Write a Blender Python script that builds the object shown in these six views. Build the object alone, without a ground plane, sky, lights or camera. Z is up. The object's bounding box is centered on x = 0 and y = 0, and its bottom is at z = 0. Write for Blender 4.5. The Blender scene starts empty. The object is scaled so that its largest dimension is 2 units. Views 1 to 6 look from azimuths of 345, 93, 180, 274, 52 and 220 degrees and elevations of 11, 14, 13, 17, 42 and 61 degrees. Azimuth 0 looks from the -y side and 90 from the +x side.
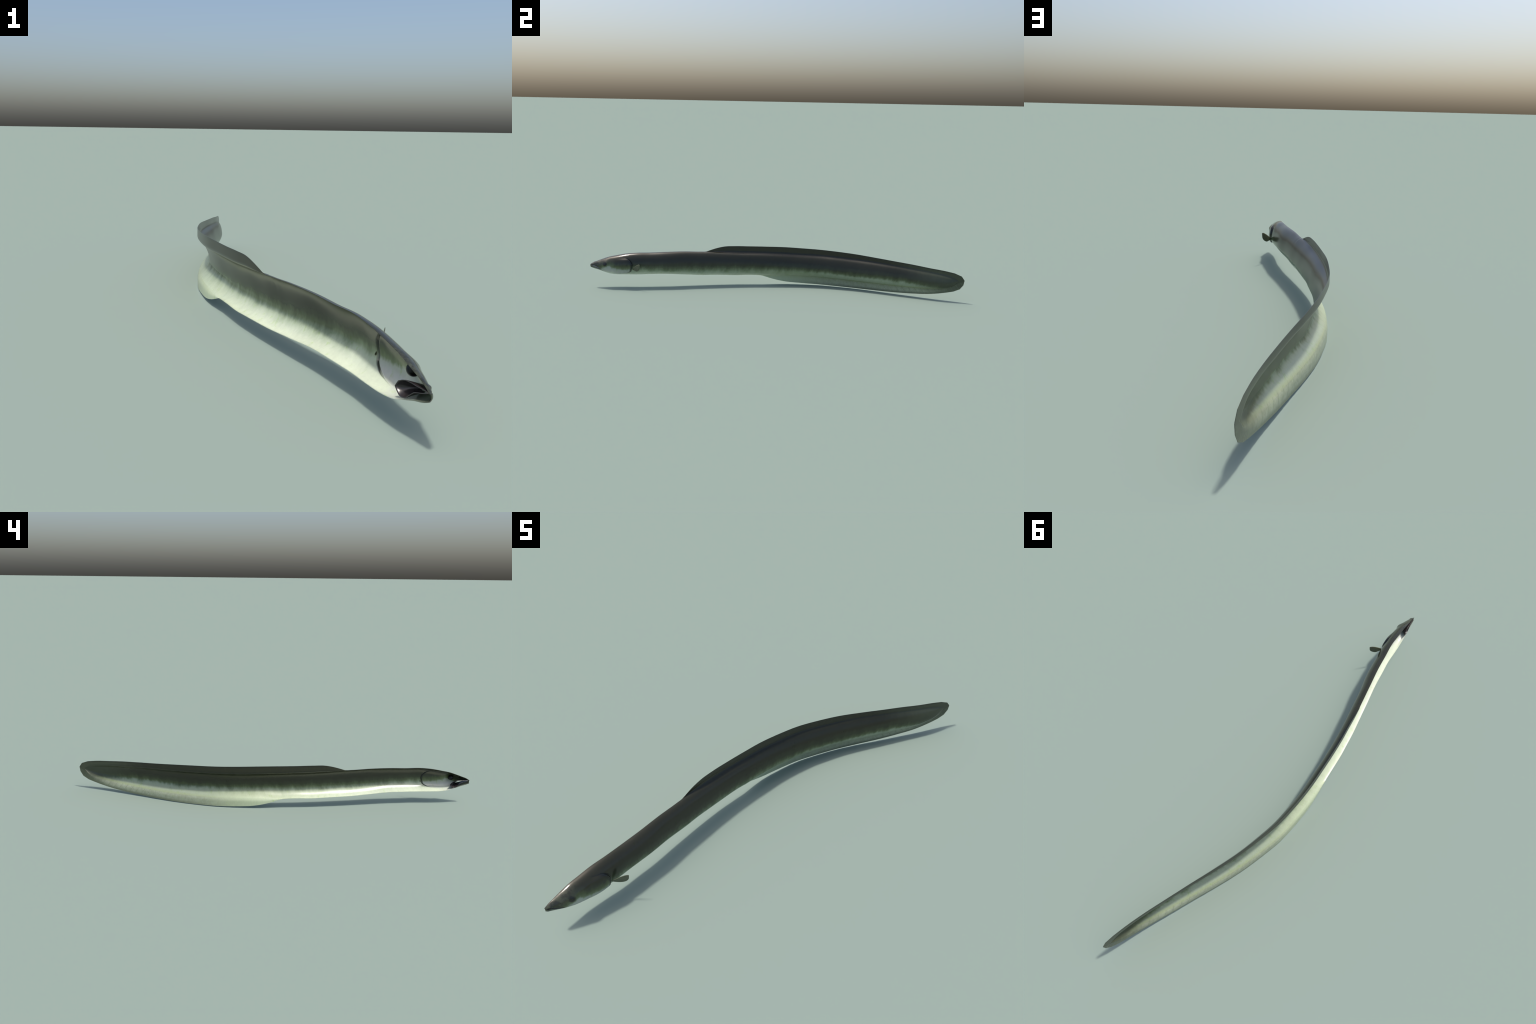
import bpy, bmesh, math
import numpy as np
from mathutils import Vector

# ------------------------------------------------------------------ helpers
def curve(knots, vals):
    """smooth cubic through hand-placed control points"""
    k = np.array(knots, float); v = np.array(vals, float)
    m = np.gradient(v, k)
    def f(y):
        y = np.clip(np.asarray(y, float), k[0], k[-1])
        i = np.clip(np.searchsorted(k, y) - 1, 0, len(k) - 2)
        h = k[i + 1] - k[i]; t = (y - k[i]) / h
        return ((2*t**3-3*t**2+1)*v[i] + (t**3-2*t**2+t)*h*m[i]
                + (-2*t**3+3*t**2)*v[i+1] + (t**3-t**2)*h*m[i+1])
    return f

def lin(knots, vals):
    return lambda y: np.interp(y, knots, vals)

def smooth(a, b, x):
    t = np.clip((x - a) / (b - a), 0, 1)
    return t * t * (3 - 2 * t)

# ------------------------------------------------------------------ the eel's profiles (y runs snout -> tail)
MID_Y = [-1, -.96, -.93, -.9, -.86, -.81, -.75, -.68, -.6, -.5, -.4, -.33, -.28, -.22, -.14, -.05, .05, .15,
         .25, .35, .45, .55, .65, .75, .83, .9, .95, 1]
MID_X = [.0520, .0475, .0435, .0400, .0360, .0305, .0250, .0118, -.0030, -.0262, -.0488, -.0652, -.0747, -.0856,
         -.0970, -.1068, -.1155, -.1165, -.1107, -.0913, -.0660, -.0326, .0046, .0402, .0683, .0893, .1029, .1166]
mid_x = curve(MID_Y, MID_X)

TOP_Y = [-1, -.985, -.96, -.93, -.9, -.86, -.81, -.75, -.68, -.6, -.5, -.41, -.378, -.355, -.33, -.28, -.22, -.14,
         -.05, .05, .15, .25, .35, .45, .55, .65, .75, .83, .9, .95]
TOP_Z = [.1195, .1290, .1391, .1505, .1605, .1690, .1783, .1837, .1842, .1866, .1875, .1846, .1850, .1925, .2005,
         .2113, .2131, .2119, .2109, .2093, .2055, .2018, .1977, .1924, .1849, .1776, .1699, .1617, .1550, .1473]
_top = curve(TOP_Y, TOP_Z)
_toptail = lin([.95, .985, .9985, 1.0], [.1473, .1341, .116, .112])
top_z = lambda y: np.where(y < .95, _top(y), _toptail(y))

BOT_Y = [-1, -.985, -.96, -.93, -.9, -.86, -.81, -.75, -.68, -.6, -.5, -.4, -.33, -.28, -.22, -.14, -.10, -.075,
         -.05, 0, .05, .15, .25, .35, .45, .55, .65, .75, .83, .9, .95]
BOT_Z = [.1047, .0980, .0907, .0802, .0699, .0636, .0623, .0619, .0629, .0624, .0566, .0507, .0498, .0482, .0462,
         .0475, .0465, .0445, .0372, .0225, .0122, .0046, .0014, .0002, .0001, .0016, .0050, .0115, .0204, .0346,
         .0480]
_bot = curve(BOT_Y, BOT_Z)
_bottail = lin([.95, .9805, .9967, 1.0], [.0480, .0641, .0881, .112])
bot_z = lambda y: np.where(y < .95, _bot(y), _bottail(y))

# where the fleshy body ends and the thin fins begin
_bt = curve([-.40, -.36, -.3, -.25, -.19, -.12, -.05, .06, .14, .22, .31, .4, .5, .58, .66, .77, .85, .91, .95, .972, 1.0],
            [.1850, .1835, .1805, .1790, .1765, .1752, .1738, .171, .1685, .1672, .1652, .1620, .1587, .155, .1505,
             .1425, .136, .1290, .1195, .108, .106])
_bb = curve([-.08, -.04, .03, .13, .25, .36, .5, .58, .66, .77, .86, .92, .95, .972, 1.0],
            [.0445, .0452, .0462, .0455, .0435, .0412, .0395, .0405, .0415, .0435, .0505, .0650, .0800, .102, .104])
def body_top(y):
    return np.where(y < -.378, top_z(y), np.clip(_bt(y), bot_z(y), np.maximum(top_z(y), bot_z(y))))
def body_bot(y):
    return np.where(y < -.075, bot_z(y), np.minimum(np.maximum(_bb(y), bot_z(y)), body_top(y)))

# how far the flank bulges out to the right of the mid line
_width = curve([-1, -.997, -.985, -.96, -.93, -.91, -.89, -.86, -.83, -.80, -.77, -.73, -.66, -.58, -.5, -.4, -.3, -.2, -.1,
               0, .1, .2, .3, .4, .5, .6, .7, .8, .88, .93, .955, .973, 1.0],
              [.0048, .0088, .0143, .0262, .0380, .0425, .0445, .0488, .0505, .0502, .0468, .0472, .0478, .0474,
               .0437, .0440, .0444, .0438, .0430, .0440, .0430, .0430, .0412, .0378, .0362, .0328, .0284, .0258,
               .0215, .0145, .0068, .0, .0])
width = lambda y: np.maximum(_width(y), 0.0)

GILL_F = [0, .04, .07, .10, .16, .22, .34, .48, .60, .70, .80, .85, 1.0]      # height fraction
GILL_Y = [-.838, -.836, -.830, -.818, -.792, -.778, -.771, -.768, -.770, -.778, -.795, -.812, -.835]
gill_y = curve(GILL_F, GILL_Y)

slit_z = curve([-1.0, -.991, -.974, -.951, -.936], [.1180, .1172, .1130, .1040, .0968])
CORNER = -.936
EYE = (.0702, -.9112, .1258); EYE_R = .0134
GILL_LIFT = .0060

# super-ellipse sections: round back, keel-like belly; the head is fuller in the jaw
HEAD = dict(top=2.0, bot=2.0, c=.386)
def shape(s, inside=False):
    k = float(smooth(-.86, -.68, s))
    t = float(smooth(-.15, .15, s))          # towards the tail the flanks slope into the fins
    return (HEAD['top'] + (2.0 - HEAD['top']) * k - (.38 if inside else .50) * t, HEAD['bot'] + (1.52 - HEAD['bot']) * k + (-.27 if inside else .10) * t, HEAD['c'] + (.352 - HEAD['c']) * k)

def section(phi, s, inside=False):
    """phi 0 = back, 1 = belly; gives outward amount and height fraction"""
    nt, nb_, c0 = shape(s, inside)
    a = phi * math.pi
    ex = np.where(phi < .5, 2 / nt, 2 / nb_)
    co, si = np.cos(a), np.sin(a)
    off = np.abs(np.where(np.abs(si) < 1e-9, 0, si)) ** ex
    v = np.sign(co) * np.abs(co) ** ex
    f = np.where(v > 0, c0 + v * (1 - c0), c0 + v * c0)
    return off, f

_PH = np.linspace(0, 1, 400)
def phi_of_frac(f, s, inside=False):
    fr = section(_PH, s, inside)[1]
    return np.interp(f, fr[::-1], _PH[::-1])

def flank(s, phi, inside=False):
    """points of one ring on the skin; ring lines bend to follow the gill cover"""
    off, f = section(phi, s, inside)
    win = float(smooth(-.93, -.77, s) * (1 - smooth(-.77, -.60, s)))
    y = s + (gill_y(f) + .770) * win
    zt, zb = body_top(y), body_bot(y)
    z = zb + f * (zt - zb)
    o = width(y) * off
    if not inside:
        # gill cover: swells backwards, then drops at its free edge
        g = smooth(.02, .12, f) * (1 - smooth(.74, .86, f))
        o = o + GILL_LIFT * g * float(smooth(-.85, -.785, s) * (1 - smooth(-.7728, -.7690, s)))
        o = o - .0018 * g * float(np.exp(-((s + .7685) / .0022) ** 2))
        o = o + .0035 * np.exp(-((y + .984) ** 2 + (z - .1235) ** 2) / .0045 ** 2)      # nostril tube
    else:
        # the gill slit shows inside as a channel
        g = smooth(.06, .16, f) * (1 - smooth(.80, .92, f))
        o = o + .0034 * g * float(np.exp(-((s + .7725) / .0030) ** 2))
    # eye socket
    o = o + (.0030 if inside else .0054) * np.exp(-(((y - EYE[1]) ** 2 + (z - .1290) ** 2) / .0160 ** 2))
    return y, z, o

def place(y, z, o):
    x = mid_x(y); e = 1e-3
    dx = (mid_x(np.minimum(y + e, 1)) - mid_x(np.maximum(y - e, -1))) / (np.minimum(y + e, 1) - np.maximum(y - e, -1))
    L = np.sqrt(1 + dx * dx)
    return np.stack([x + o / L, y - o * dx / L, z + 0 * x], -1)

# ------------------------------------------------------------------ ring stations
st = [np.linspace(-1, -.99, 9), np.linspace(-.988, -.80, 95), np.linspace(-.799, -.755, 45),
      np.linspace(-.752, -.60, 45), np.linspace(-.596, .90, 300), np.linspace(.904, .98, 26),
      np.array([.9805, .983, .985, .9875, .990, .9925, .995, .9967, .998, .9985, .9992, 1.0])]
S = np.unique(np.round(np.concatenate(st + [np.array([CORNER])]), 6))
NF, NU, NL = 9, 36, 30                        # rows: fin, flank above the mouth line, flank below

def fillet(za, oa, zb_, ob, zc, sig):
    """round the corner near height zc in the outward profile o(z); za/zb_ are two runs of rows, top to bottom"""
    if sig < 2e-4: return oa, ob
    zz = np.concatenate([za, zb_]); oo = np.concatenate([oa, ob]); k = np.argsort(zz)
    g = np.linspace(zc - 4.5 * sig, zc + 4.5 * sig, 121)
    og = np.interp(g, zz[k], oo[k])
    res = []
    for z, o in ((za, oa), (zb_, ob)):
        kern = np.exp(-.5 * ((z[:, None] - g[None]) / sig) ** 2)
        sm = (kern * og[None]).sum(1) / np.maximum(kern.sum(1), 1e-12)
        w = np.exp(-((z - zc) / (2.0 * sig)) ** 4)
        res.append(o * (1 - w) + sm * w)
    return res[0], res[1]

PROFILE = {}
def sheet(inside=False):
    """skin as an array of rings: dorsal fin rows, upper flank, lower flank, anal fin rows"""
    cols = []
    for s in S:
        H = max(float(body_top(s) - body_bot(s)), 1e-6)
        gap = 0.0
        if s < CORNER:
            fs = float(np.clip((slit_z(s) - body_bot(s)) / H, .05, .97))
            gap = .0024 * float(smooth(0, .02, CORNER - s)) * float(smooth(0, .012, s + 1.002))
        else:
            f_c = float((slit_z(CORNER) - body_bot(CORNER)) / (body_top(CORNER) - body_bot(CORNER)))
            fs = f_c + (.30 - f_c) * float(smooth(CORNER, -.85, s))
        pu = phi_of_frac(min(.995, fs + gap / H), s, inside); pl = phi_of_frac(max(.005, fs - gap / H), s, inside)
        y, z, o = flank(s, np.linspace(0, pu, NU + 1), inside)
        y2, z2, o2 = flank(s, np.linspace(pl, 1, NL + 1), inside)
        t = np.linspace(0, 1, NF + 1)
        yt = np.full(NF + 1, y[0]); zt_ = top_z(yt) + (z[0] - top_z(yt)) * t
        of, ob = np.zeros(NF + 1), np.zeros(NF + 1)
        yb = np.full(NF + 1, y2[-1]); zb_ = z2[-1] + (bot_z(yb) - z2[-1]) * t
        if s > -.40:                                        # soft fillets where the flesh runs out into the fins
            of, o = fillet(zt_, of, z, o, float(body_top(s)), (.0048 if inside else .0038) * float(smooth(-.38, -.25, s) * (1 - smooth(.92, .966, s))))
        if s > -.08:
            o2, ob = fillet(z2, o2, zb_, ob, float(body_bot(s)), (.0088 if inside else .0036) * float(smooth(-.085, .03, s)) * (1 - .55 * float(smooth(.8, .93, s)) - .45 * float(smooth(.92, .966, s))))
        if s > -.40:                                        # the outer face never dips behind the inner one
            if inside:
                PROFILE[s] = (np.concatenate([zt_, z, z2, zb_])[::-1], np.concatenate([of, o, o2, ob])[::-1])
            else:
                pz, po = PROFILE[s]
                of, o, o2, ob = [np.maximum(a, np.interp(b, pz, po)) for a, b in ((of, zt_), (o, z), (o2, z2), (ob, zb_))]
        up = place(y, z, o); lo = place(y2, z2, o2)
        if s >= CORNER:
            lo[0] = up[-1]
        ft = place(yt, zt_, of); ft[-1] = up[0]
        fb = place(yb, zb_, ob); fb[0] = lo[-1]
        cols.append((ft, up, lo, fb))
    A = np.array([np.concatenate([c[0][:-1], c[1]]) for c in cols])     # upper grid
    B = np.array([np.concatenate([c[2], c[3][1:]]) for c in cols])     # lower grid
    return A, B

A_in, B_in = sheet(True)
A, B = sheet()
nr = len(S); na, nb = A.shape[1], B.shape[1]

# weld the two grids behind the mouth corner; list of points and quads
idA = np.arange(nr * na).reshape(nr, na)
idB = nr * na + np.arange(nr * nb).reshape(nr, nb)
for i, s in enumerate(S):
    if s >= CORNER - 1e-9:
        idB[i, 0] = idA[i, -1]
PTS = np.concatenate([A.reshape(-1, 3), B.reshape(-1, 3)])
INN = np.concatenate([A_in.reshape(-1, 3), B_in.reshape(-1, 3)])
quads, tags = [], []
def region(part, i, j):
    s = .5 * (S[i] + S[i + 1])
    if part == 'A' and j < NF:
        return 'dorsal_fin' if s < .966 else 'caudal_fin'
    if part == 'B' and j >= NL:
        return 'anal_fin' if s < .966 else 'caudal_fin'
    if s > .966: return 'caudal_fin'
    if s < -.7690:
        return 'lower_jaw' if (part == 'B' and s < CORNER) else 'head'
    return 'trunk' if s < -.075 else 'tail'
for part, ids, n in (('A', idA, na), ('B', idB, nb)):
    for i in range(nr - 1):
        for j in range(n - 1):
            q = [ids[i, j], ids[i + 1, j], ids[i + 1, j + 1], ids[i, j + 1]]
            P = PTS[q]
            ar = np.linalg.norm(np.cross(P[2] - P[0], P[3] - P[1]))
            if ar < 2e-8: continue
            quads.append(q); tags.append(region(part, i, j))
quads = np.array(quads)

def normals(P, Q):
    n = np.zeros_like(P)
    fn = np.cross(P[Q[:, 2]] - P[Q[:, 0]], P[Q[:, 3]] - P[Q[:, 1]])
    for k in range(4): np.add.at(n, Q[:, k], fn)
    L = np.linalg.norm(n, axis=1)[:, None]
    return n / np.where(L < 1e-14, 1, L)
# collapsed rows share a place: merge them so that the normals are continuous
key = {}; rep = np.arange(len(PTS))
for i, p in enumerate(np.round(PTS, 6)):
    rep[i] = key.setdefault(tuple(p), i)
quads = rep[quads]
NOUT = normals(PTS, quads)
if NOUT[quads[:, 0]][:, 0].mean() < 0:
    quads = quads[:, ::-1]; NOUT = normals(PTS, quads)

# the skin is a real wall: outer and inner faces, thinner on the fins and at the snout
thick = np.full(len(PTS), .0015)
fin_t = np.full((nr, na), .0015); fin_t[:, :NF] = np.linspace(.0009, .0014, NF)[None]
thick[:nr * na] = fin_t.ravel()
fin_b = np.full((nr, nb), .0015); fin_b[:, NL + 1:] = np.linspace(.0014, .0009, NF)[None]
thick[nr * na:] = fin_b.ravel()
thick = np.minimum(thick, .0005 + .25 * width(np.clip(PTS[:, 1], -1, 1)) + .0012 * (PTS[:, 1] > 0))
NI0 = normals(INN, quads)
PTS0 = PTS
PTS = PTS + NOUT * thick[:, None] * .2
INN = INN - NI0 * thick[:, None] * .8
iq = quads[:, ::-1]
NINN = normals(INN, iq)

# open borders -> rim strips
from collections import Counter
cnt = Counter(); own = {}
for qi, q in enumerate(quads):
    q = list(dict.fromkeys(q))
    for a, b in zip(q, q[1:] + q[:1]):
        cnt[frozenset((a, b))] += 1; own[frozenset((a, b))] = (a, b, qi)
rim = [own[e] for e, c in cnt.items() if c == 1]

# ------------------------------------------------------------------ node helpers
class Nodes:
    def __init__(self, mat):
        mat.use_nodes = True
        self.t = mat.node_tree; self.n = self.t.nodes; self.l = self.t.links
        self.n.clear()
    def new(self, kind, **kw):
        nd = self.n.new(kind)
        for k, v in kw.items(): setattr(nd, k, v)
        return nd
    def put(self, sock, v):
        if isinstance(v, bpy.types.NodeSocket): self.l.new(v, sock)
        elif isinstance(v, (tuple, list)) and len(v) == 3 and sock.type == 'RGBA': sock.default_value = (*v, 1)
        else: sock.default_value = v
    def math(self, op, a, b=0.0, c=None, clamp=False):
        nd = self.new('ShaderNodeMath', operation=op, use_clamp=clamp)
        self.put(nd.inputs[0], a); self.put(nd.inputs[1], b)
        if c is not None: self.put(nd.inputs[2], c)
        return nd.outputs[0]
    def step(self, a, b, x):
        nd = self.new('ShaderNodeMapRange', interpolation_type='SMOOTHSTEP')
        self.put(nd.inputs['Value'], x); self.put(nd.inputs['From Min'], a); self.put(nd.inputs['From Max'], b)
        return nd.outputs[0]
    def mix(self, f, a, b, mode='MIX'):
        nd = self.new('ShaderNodeMix', data_type='RGBA', blend_type=mode)
        self.put(nd.inputs['Factor'], f); self.put(nd.inputs[6], a); self.put(nd.inputs[7], b)
        return nd.outputs[2]
    def noise(self, vec, scale, stretch=(1, 1, 1), detail=3, rough=.55):
        mp = self.new('ShaderNodeMapping'); self.l.new(vec, mp.inputs[0]); mp.inputs['Scale'].default_value = stretch; mp.inputs['Location'].default_value = (3.1, 7.37, 1.9)
        nd = self.new('ShaderNodeTexNoise'); self.l.new(mp.outputs[0], nd.inputs['Vector'])
        nd.inputs['Scale'].default_value = scale; nd.inputs['Detail'].default_value = detail
        nd.inputs['Roughness'].default_value = rough
        return nd.outputs['Fac']
    def along(self, y, pts, lo, hi):
        """value given by control points along y in [-1,1]; pts (y, value) with lo<=value<=hi"""
        u = self.math('MULTIPLY_ADD', y, .5, .5)
        nd = self.new('ShaderNodeFloatCurve'); cm = nd.mapping; c = cm.curves[0]
        pts = [((p[0] + 1) / 2, (p[1] - lo) / (hi - lo)) for p in pts]
        c.points[0].location = pts[0]; c.points[1].location = pts[-1]
        for p in pts[1:-1]: c.points.new(*p)
        cm.update(); self.put(nd.inputs['Value'], u)
        return self.math('MULTIPLY_ADD', nd.outputs[0], hi - lo, lo)
    def ramp(self, x, stops):
        nd = self.new('ShaderNodeValToRGB'); e = nd.color_ramp.elements
        e[0].position, e[0].color = stops[0][0], (*stops[0][1], 1)
        e[1].position, e[1].color = stops[-1][0], (*stops[-1][1], 1)
        for p, c in stops[1:-1]:
            k = e.new(p); k.color = (*c, 1)
        self.put(nd.inputs[0], x)
        return nd.outputs[0]

DARK = (.0270, .0272, .0160)
BELLY = (.635, .705, .55)

def skin_material(name, kind):
    m = bpy.data.materials.new(name); N = Nodes(m)
    co = N.new('ShaderNodeTexCoord').outputs['Object']
    sx = N.new('ShaderNodeSeparateXYZ'); N.l.new(co, sx.inputs[0]); x, y, z = sx.outputs
    # counter-shading line: where the dark back gives way to the pale flank
    edge = N.along(y, [(-1, .108), (-.96, .106), (-.93, .109), (-.905, .117), (-.88, .1200), (-.85, .1150), (-.81, .1080),
                       (-.77, .1075), (-.70, .1095), (-.6, .1035), (-.5, .0995), (-.4, .0975), (-.28, .0975), (-.15, .0950),
                       (0, .0945), (.14, .0920), (.27, .0875), (.42, .0825), (.57, .0835), (.70, .0830), (.79, .0770),
                       (.86, .0690), (.93, .060), (1, .05)], 0, .2)
    big = N.noise(co, 22, (1, 1, .6), 3, .6)
    fine = N.noise(co, 150, (1, 1, .45), 4, .62)
    blot = N.noise(co, 60, (1, 1, 1), 4, .65)
    streak = N.noise(co, 70, (1, 1, .22), 3, .6)
    # muscle blocks: faint slanting folds
    sk = N.new('ShaderNodeCombineXYZ')
    N.put(sk.inputs[1], N.math('ADD', y, N.math('MULTIPLY', z, -.7)))
    N.put(sk.inputs[2], N.math('MULTIPLY', z, .25))
    fold = N.noise(sk.outputs[0], 48, (1, 1, 1), 3, .55)
    d = N.math('SUBTRACT', z, edge)
    d = N.math('ADD', d, N.math('MULTIPLY_ADD', big, .026, -.013))
    d = N.math('ADD', d, N.math('MULTIPLY_ADD', streak, .010, -.005))
    d = N.math('ADD', d, N.math('MULTIPLY_ADD', fold, .012, -.006))
    d = N.math('ADD', d, N.math('MULTIPLY_ADD', fine, .005, -.0025))
    u = N.math('MULTIPLY_ADD', d, 1 / .12, .5)
    body = N.ramp(u, [(.0, BELLY), (.10, BELLY), (.23, (.54, .60, .47)), (.34, (.385, .45, .325)),
                      (.44, (.185, .235, .138)), (.53, (.085, .108, .056)), (.63, (.042, .050, .028)), (.80, DARK), (1, DARK)])
    body = N.mix(N.math('MULTIPLY', N.step(-.55, .25, y), .85), body, N.mix(1.0, body, (.66, .69, .56), 'MULTIPLY'))
    # head: grey-blue cheek under the line, cream only on the throat
    cheek = N.ramp(u, [(.0, BELLY), (.12, (.60, .65, .55)), (.27, (.46, .475, .43)), (.41, (.35, .385, .325)),
                       (.48, (.130, .170, .085)), (.56, (.070, .090, .040)), (.66, (.036, .042, .027)), (.76, DARK), (1, DARK)])
    headm = N.math('SUBTRACT', 1, N.step(-.009, .003, N.math('SUBTRACT', y, N.along(N.math('MULTIPLY_ADD', z, 10.0, -1.0), [(-1, -.86), (-.30, -.85), (-.262, -.825), (-.19, -.790), (-.11, -.776), (.026, -.771), (.34, -.770), (.578, -.795), (1, -.81)], -1, -.6))))
    col = N.mix(headm, body, cheek)
    # snout and jaw darken forwards
    snout = N.math('SUBTRACT', 1, N.step(-.985, -.915, N.math('MULTIPLY_ADD', N.math('SUBTRACT', z, .11), -1.2, y)))
    col = N.mix(N.math('MULTIPLY', snout, .88), col, N.mix(N.step(.40, .62, blot), (.027, .029, .021), (.062, .068, .045)))
    mouthz = N.along(y, [(-1, .118), (-.991, .1172), (-.974, .1130), (-.951, .1040), (-.936, .0968), (-.90, .080), (1, .0)], 0, .2)
    jaw = N.math('MULTIPLY', N.step(.003, -.002, N.math('SUBTRACT', z, mouthz)), N.step(-.90, -.945, y))
    col = N.mix(N.math('MULTIPLY', jaw, .85), col, N.mix(N.step(-.978, -.996, y), (.120, .145, .112), (.060, .068, .052)))
    # tail turns olive grey towards its end, sunlit edge of lower crease painted yellow-green
    crease = N.along(y, [(-1, .03), (-.08, .044), (.03, .0485), (.13, .0470), (.25, .0455), (.36, .0440), (.5, .0440), (.66, .0470),
                         (.77, .0530), (.86, .0600), (.92, .0700), (.96, .090), (1, .11)], 0, .2)
    tailm = N.step(-.15, .20, y)
    below = N.math('SUBTRACT', 1, N.step(-.006, .004, N.math('SUBTRACT', z, crease)))
    finc = N.mix(N.step(.35, .65, blot), (.28, .31, .22), (.35, .38, .29))
    col = N.mix(N.math('MULTIPLY', N.math('MULTIPLY', below, N.step(.0, .40, y)), .9), col, finc)
    grey = N.math('MULTIPLY', N.step(.05, .4, y), N.step(-.004, .004, N.math('SUBTRACT', z, crease)))  # flank above the crease tinted grey where it turns from the sun
    pale = N.math('SUBTRACT', 1, N.step(-.016, .0, d))
    col = N.mix(N.math('MULTIPLY', N.math('MULTIPLY', grey, pale), .75), col, (.31, .365, .275))
    cl = N.math('DIVIDE', N.math('SUBTRACT', z, crease), .0055)
    line = N.math('SUBTRACT', 1, N.step(.0, 1.7, N.math('ABSOLUTE', cl)))
    line = N.math('MULTIPLY', line, N.math('MULTIPLY', N.step(.1, .5, y), N.math('SUBTRACT', 1, N.step(.84, .93, y))))
    col = N.mix(N.math('MULTIPLY', line, .7), col, (.30, .35, .20))
    # yellow-green flecks on pale parts
    fl = N.math('MULTIPLY', N.step(.52, .66, blot), N.step(.48, .62, fold))
    col = N.mix(N.math('MULTIPLY', fl, .60), col, N.mix(1.0, col, (.82, .95, .60), 'MULTIPLY'))
    end = N.step(.74, .96, N.math('ADD', y, N.math('MULTIPLY_ADD', N.math('SUBTRACT', z, crease), 1.2, N.math('MULTIPLY_ADD', big, .08, -.04))))
    col = N.mix(N.math('MULTIPLY', end, .93), col, (.055, .065, .040))
    # anal fin: dark free margin and slanting fin rays
    lowz = N.along(y, [(-1, .0), (-.05, .012), (.05, .008), (.15, .0046), (.25, .0014), (.35, .0), (.45, .0), (.55, .0016), (.65, .0050), (.75, .0115),
                       (.83, .0204), (.9, .0346), (.95, .0480), (1, .09)], 0, .2)
    marg = N.math('MULTIPLY', N.math('SUBTRACT', 1, N.step(.002, .017, N.math('SUBTRACT', z, lowz))), N.step(.12, .55, y))
    col = N.mix(N.math('MULTIPLY', marg, .72), col, (.10, .115, .070))
    wr = N.new('ShaderNodeTexWave', wave_type='BANDS', bands_direction='Y', wave_profile='SAW')
    sr = N.new('ShaderNodeCombineXYZ')
    N.put(sr.inputs[1], N.math('ADD', y, N.math('MULTIPLY', z, .75))); N.l.new(sr.outputs[0], wr.inputs['Vector'])
    wr.inputs['Scale'].default_value = 9.5; wr.inputs['Distortion'].default_value = 1.6; wr.inputs['Detail'].default_value = 1
    ray = N.math('MULTIPLY', N.step(.80, .97, wr.outputs['Fac']), N.math('MULTIPLY', below, N.step(.35, .75, y)))
    col = N.mix(N.math('MULTIPLY', ray, .32), col, (.14, .18, .11))
    topz = N.along(y, [(-1, .25), (-.40, .25), (-.37, .20), (-.355, .1925), (-.33, .2005), (-.28, .2113), (-.22, .2131), (-.05, .2109), (.15, .2055), (.35, .1977),
                       (.55, .1849), (.75, .1699), (.9, .1550), (1, .143)], 0, .3)
    tm = N.math('MULTIPLY', N.step(.012, .001, N.math('SUBTRACT', topz, z)), N.step(-.36, -.25, y))
    col = N.mix(N.math('MULTIPLY', tm, .55), col, (.010, .011, .009))
    # gill slit: shadow inside the open pocket, painted as a dark line
    zf = N.math('MULTIPLY_ADD', z, 10.0, -1.0)      # z .0 ... .2 -> -1 ... 1
    gy = N.along(zf, [(-1, -.90), (-.30, -.885), (-.29, -.850), (-.262, -.822), (-.23, -.802), (-.19, -.790), (-.11, -.776), (.026, -.771),
                      (.20, -.7675), (.34, -.770), (.47, -.778), (.578, -.795), (.61, -.815), (1, -.86)], -1, -.6)
    gd = N.math('DIVIDE', N.math('SUBTRACT', y, N.math('ADD', gy, .0002)), N.math('MULTIPLY_ADD', N.step(.09, .15, z), .0040, .0044))
    gm = N.math('SUBTRACT', 1, N.step(.0, 1.6, N.math('ABSOLUTE', gd)))
    gm = N.math('MULTIPLY', gm, N.math('MULTIPLY', N.step(.068, .080, z), N.math('SUBTRACT', 1, N.step(.157, .167, z))))
    col = N.mix(N.math('MULTIPLY', gm, .92), col, (.010, .012, .011))
    if kind == 'eye':
        ey = N.math('DIVIDE', N.math('SUBTRACT', y, EYE[1]), EYE_R); ez = N.math('DIVIDE', N.math('SUBTRACT', z, EYE[2]), EYE_R)
        rr = N.math('SQRT', N.math('ADD', N.math('MULTIPLY', ey, ey), N.math('MULTIPLY', ez, ez)))
        col = N.ramp(rr, [(0, (.014, .015, .020)), (.42, (.014, .016, .020)), (.58, (.020, .021, .022)), (.72, (.009, .009, .008)),
                          (1.0, (.009, .010, .008))])
    sy = N.math('SUBTRACT', y, -.9112); sz = N.math('SUBTRACT', z, .1285)
    sr_ = N.math('SQRT', N.math('ADD', N.math('MULTIPLY', sy, sy), N.math('MULTIPLY', sz, sz)))
    if kind != 'eye':
        col = N.mix(N.math('SUBTRACT', 1, N.step(.0065, .0150, N.math('ADD', sr_, N.math('MULTIPLY_ADD', blot, .006, -.003)))), col, (.013, .014, .011))
    # subtle grain
    col = N.mix(.20, col, N.mix(1.0, col, N.ramp(fine, [(.30, (.72, .74, .72)), (.70, (1.22, 1.24, 1.15))]), 'MULTIPLY'))
    bs = N.new('ShaderNodeBsdfPrincipled'); out = N.new('ShaderNodeOutputMaterial')
    N.put(bs.inputs['Base Color'], col)
    rough = N.math('MULTIPLY_ADD', N.step(-.84, -.66, y), .12, .11)
    N.put(bs.inputs['Roughness'], N.math('MULTIPLY_ADD', fine, .02, rough) if kind != 'eye' else .30)
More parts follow.
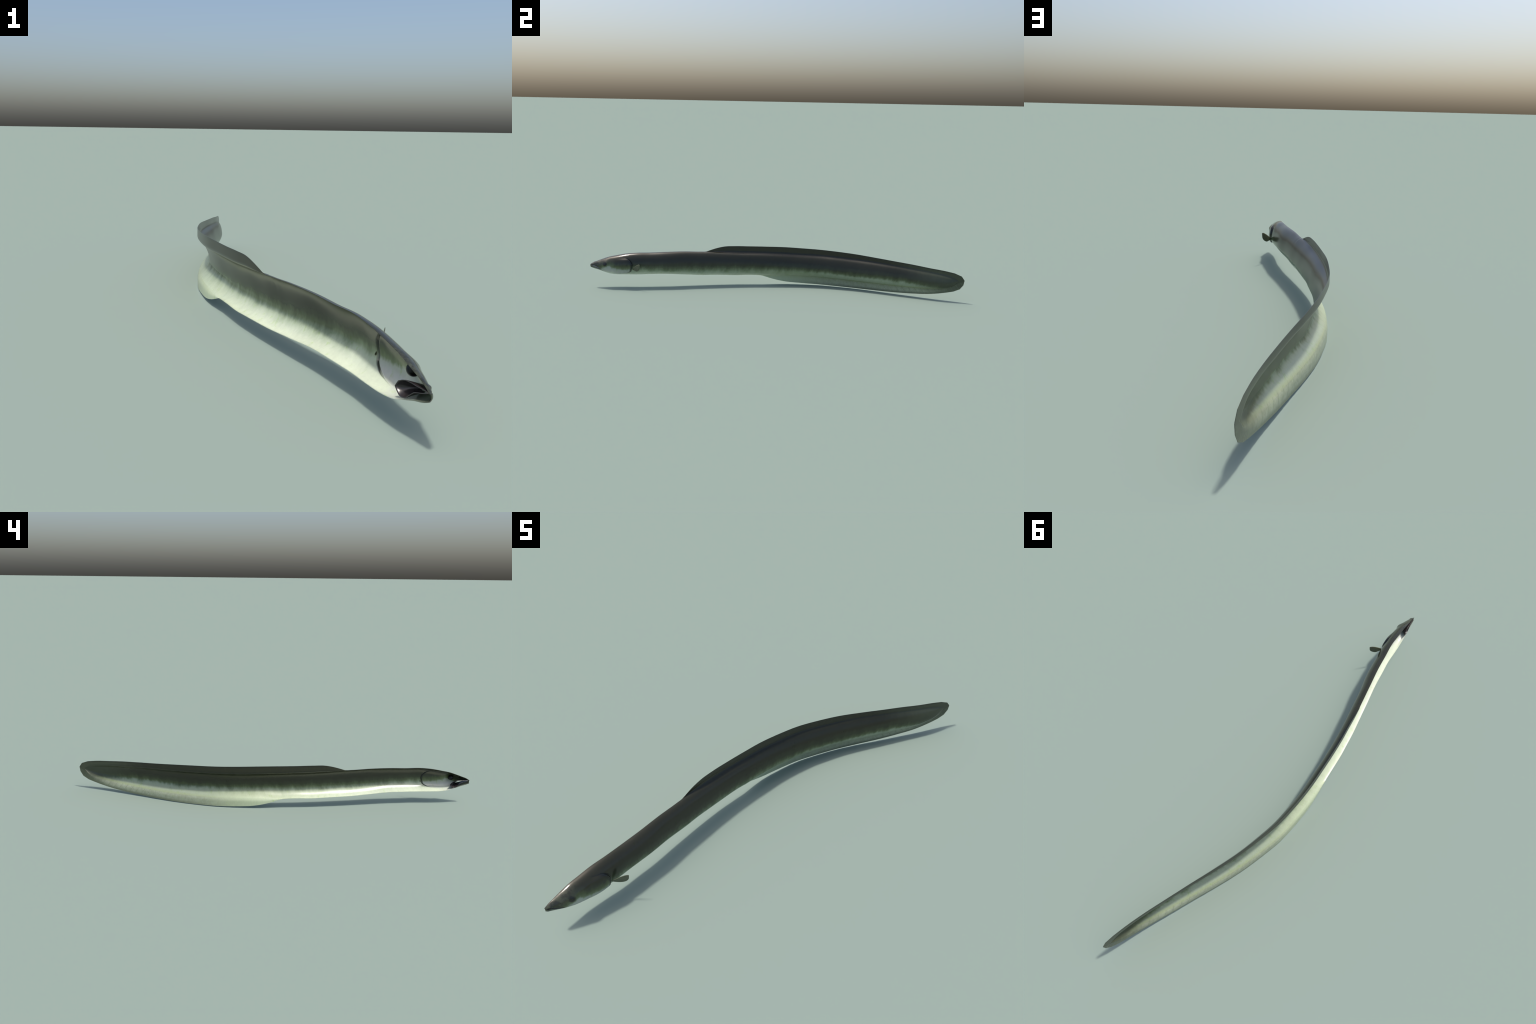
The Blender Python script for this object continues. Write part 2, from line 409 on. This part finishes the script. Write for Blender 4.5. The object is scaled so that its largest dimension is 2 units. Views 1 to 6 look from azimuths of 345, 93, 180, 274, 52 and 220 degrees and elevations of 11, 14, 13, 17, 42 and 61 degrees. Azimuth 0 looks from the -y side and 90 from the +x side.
    bs.inputs['Specular IOR Level'].default_value = .5 if kind != 'eye' else .15
    bp = N.new('ShaderNodeBump'); bp.inputs['Strength'].default_value = .022; bp.inputs['Distance'].default_value = .002
    N.put(bp.inputs['Height'], fine); N.l.new(bp.outputs[0], bs.inputs['Normal'])
    N.l.new(bs.outputs[0], out.inputs[0])
    return m

def plain_material(name, c0, c1, rough, scale=60):
    m = bpy.data.materials.new(name); N = Nodes(m)
    co = N.new('ShaderNodeTexCoord').outputs['Object']
    col = N.ramp(N.noise(co, scale, (1, 1, 1), 3), [(.3, c0), (.7, c1)])
    bs = N.new('ShaderNodeBsdfPrincipled'); out = N.new('ShaderNodeOutputMaterial')
    N.put(bs.inputs['Base Color'], col); bs.inputs['Roughness'].default_value = rough
    N.l.new(bs.outputs[0], out.inputs[0])
    return m

SKIN = skin_material('eel_skin', 'skin')
EYEM = skin_material('eel_eye', 'eye')
MOUTH = plain_material('mouth_lining', (.018, .0155, .0165), (.032, .027, .028), .26)
PECT = plain_material('pectoral_fin_membrane', (.078, .090, .052), (.110, .122, .074), .42, 90)

# ------------------------------------------------------------------ objects
root = bpy.data.objects.new('eel', None)
bpy.context.collection.objects.link(root)
root.empty_display_size = .1
root['label'] = 'long dark olive eel with pale belly, hollow left side'
root['category'] = 'eel'

def make(name, verts, norms, faces, mat, parent):
    me = bpy.data.meshes.new(name)
    me.from_pydata([tuple(v) for v in verts], [], faces)
    me.polygons.foreach_set('use_smooth', [True] * len(me.polygons))
    me.materials.append(mat); me.update()
    if norms is not None: me.normals_split_custom_set_from_vertices([tuple(n) for n in norms])
    ob = bpy.data.objects.new(name, me)
    bpy.context.collection.objects.link(ob)
    ob.parent = parent
    return ob

tags = np.array(tags)
rim_by = {}
for a, b, qi in rim: rim_by.setdefault(tags[qi], []).append((a, b))
OBJ = {}
for name, par in (('head', None), ('lower_jaw', 'head'), ('trunk', None), ('tail', None),
                  ('dorsal_fin', None), ('anal_fin', None), ('caudal_fin', None)):
    sel = np.where(tags == name)[0]
    vs, ns, fs, mp = [], [], [], {}
    def vid(kind, i):
        k = (kind, i)
        if k not in mp:
            mp[k] = len(vs)
            vs.append(PTS[i] if kind == 'o' else INN[i]); ns.append(NOUT[i] if kind == 'o' else NINN[i])
        return mp[k]
    for qi in sel:
        for kind, q in (('o', quads[qi]), ('i', quads[qi][::-1])):
            f = list(dict.fromkeys(vid(kind, i) for i in q))
            if len(f) > 2: fs.append(f)
    for a, b in rim_by.get(name, []):
        p = [PTS[b], PTS[a], INN[a], INN[b]]
        n = np.cross(p[1] - p[0], p[3] - p[0]); L = np.linalg.norm(n)
        if L < 1e-12: continue
        k = len(vs); vs += p; ns += [n / L] * 4; fs.append([k, k + 1, k + 2, k + 3])
    OBJ[name] = make(name, vs, ns, fs, SKIN, OBJ[par] if par else root)

# ------------------------------------------------------------------ mouth lining: a pouch from the lips in to the mid line
def path(pts, n):
    p = np.array(pts); seg = np.linalg.norm(np.diff(p, axis=0), axis=1); c = np.concatenate([[0], np.cumsum(seg)]) / seg.sum()
    t = np.linspace(0, 1, n)
    return np.stack([np.interp(t, c, p[:, k]) for k in range(p.shape[1])], 1)
up_mid = path([(-.9945, .1195), (-.9859, .1198), (-.9771, .1193), (-.9618, .1183), (-.9531, .1186), (-.9353, .1178), (-.9247, .1143), (-.9123, .1082), (-.9031, .0952)], 41)
lo_mid = path([(-.9945, .1180), (-.9799, .1120), (-.9577, .1048), (-.9455, .0947), (-.9364, .0864), (-.924, .0824), (-.9159, .0838), (-.9091, .0893), (-.9031, .0952)], 41)
front = S < CORNER + 1e-9
lipU = path(A[front][:, -1], 41); lipL = path(B[front][:, 0], 41)
loops = []
NLAM = 14
for lam in np.linspace(0, 1, NLAM):
    row = []
    for mid, lip in ((up_mid, lipU), (lo_mid[::-1], lipL[::-1])):
        m3 = place(mid[:, 0], mid[:, 1], np.zeros(len(mid)))
        e = math.sin(lam * math.pi / 2) ** 1.25            # cup: stays wide near the mid line
        p = m3 * (1 - lam) + lip * lam
        mean = .5 * (m3 + lip); p = m3 + (lip - m3) * np.array([e, lam ** 1.5, lam ** 1.5])
        row.append(p if mid is up_mid else p[1:])
    loops.append(np.concatenate(row))
for i, lam in enumerate(np.linspace(0, 1, NLAM)):           # round the back of the cup
    for _ in range(int(60 * math.sin(math.pi * lam) ** 2)):
        r = loops[i].copy(); r[1:-1] = .25 * loops[i][:-2] + .5 * loops[i][1:-1] + .25 * loops[i][2:]; loops[i] = r
loops = np.array(loops); nl = loops.shape[1]
vs = loops.reshape(-1, 3); fs = []
for i in range(NLAM - 1):
    for j in range(nl - 1):
        fs.append([i * nl + j, i * nl + j + 1, (i + 1) * nl + j + 1, (i + 1) * nl + j])
ob = make('mouth_lining', vs, None, fs, MOUTH, OBJ['head'])
sm = ob.modifiers.new('wall', 'SOLIDIFY'); sm.thickness = .0014; sm.offset = 0

# ------------------------------------------------------------------ pectoral fin: one small leaf behind the gill
def bez(pts, n):
    p = np.array(pts); c = [curve(np.linspace(0, 1, len(p)), p[:, k]) for k in range(3)]; t = np.linspace(0, 1, n)
    return np.stack([f(t) for f in c], 1)
NTt, NW = 26, 12
upper = bez([(.0690, -.7640, .1045), (.0820, -.7530, .1150), (.0947, -.7372, .1282), (.1035, -.7255, .1357), (.1090, -.7180, .1388), (.1136, -.7115, .1385)], NTt)
lower = bez([(.0690, -.7640, .0995), (.0820, -.7500, .0975), (.0922, -.7349, .0955), (.1045, -.7222, .1035), (.1114, -.7138, .1160), (.1136, -.7112, .1345)], NTt)
vs, fs = [], []
for sgn in (1, -1):
    for i in range(NTt):
        across = lower[i] - upper[i]
        along = upper[min(i + 1, NTt - 1)] - upper[max(i - 1, 0)]
        nv = np.cross(across, along); nv /= np.linalg.norm(nv)
        t = i / (NTt - 1)
        for j in range(NW + 1):
            w = -1 + 2 * j / NW
            th = .0016 * (1 - .7 * t) * math.sqrt(max(0, 1 - w * w)) * (1 if i < NTt - 1 else 0)
            vs.append(upper[i] + across * j / NW + nv * sgn * th)
    off = 0 if sgn == 1 else NTt * (NW + 1)
    for i in range(NTt - 1):
        for j in range(NW):
            q = [off + i * (NW + 1) + j, off + i * (NW + 1) + j + 1, off + (i + 1) * (NW + 1) + j + 1, off + (i + 1) * (NW + 1) + j]
            fs.append(q if sgn == 1 else q[::-1])
pf = make('pectoral_fin', vs, None, fs, PECT, OBJ['trunk'])
bm = bmesh.new(); bm.from_mesh(pf.data)
bmesh.ops.remove_doubles(bm, verts=bm.verts, dist=1e-5)
bmesh.ops.recalc_face_normals(bm, faces=bm.faces)
bm.to_mesh(pf.data); bm.free()

# ------------------------------------------------------------------ eyeball: a whole ball, seen from both sides of the wall
em = bpy.data.meshes.new('eye'); bm = bmesh.new()
bmesh.ops.create_uvsphere(bm, u_segments=40, v_segments=24, radius=EYE_R)
for v in bm.verts: v.co = Vector((v.co.x * .95 + EYE[0], v.co.y + EYE[1], v.co.z * .93 + EYE[2]))
bm.to_mesh(em); bm.free()
em.polygons.foreach_set('use_smooth', [True] * len(em.polygons)); em.materials.append(EYEM)
eo = bpy.data.objects.new('eye', em); bpy.context.collection.objects.link(eo); eo.parent = OBJ['head']
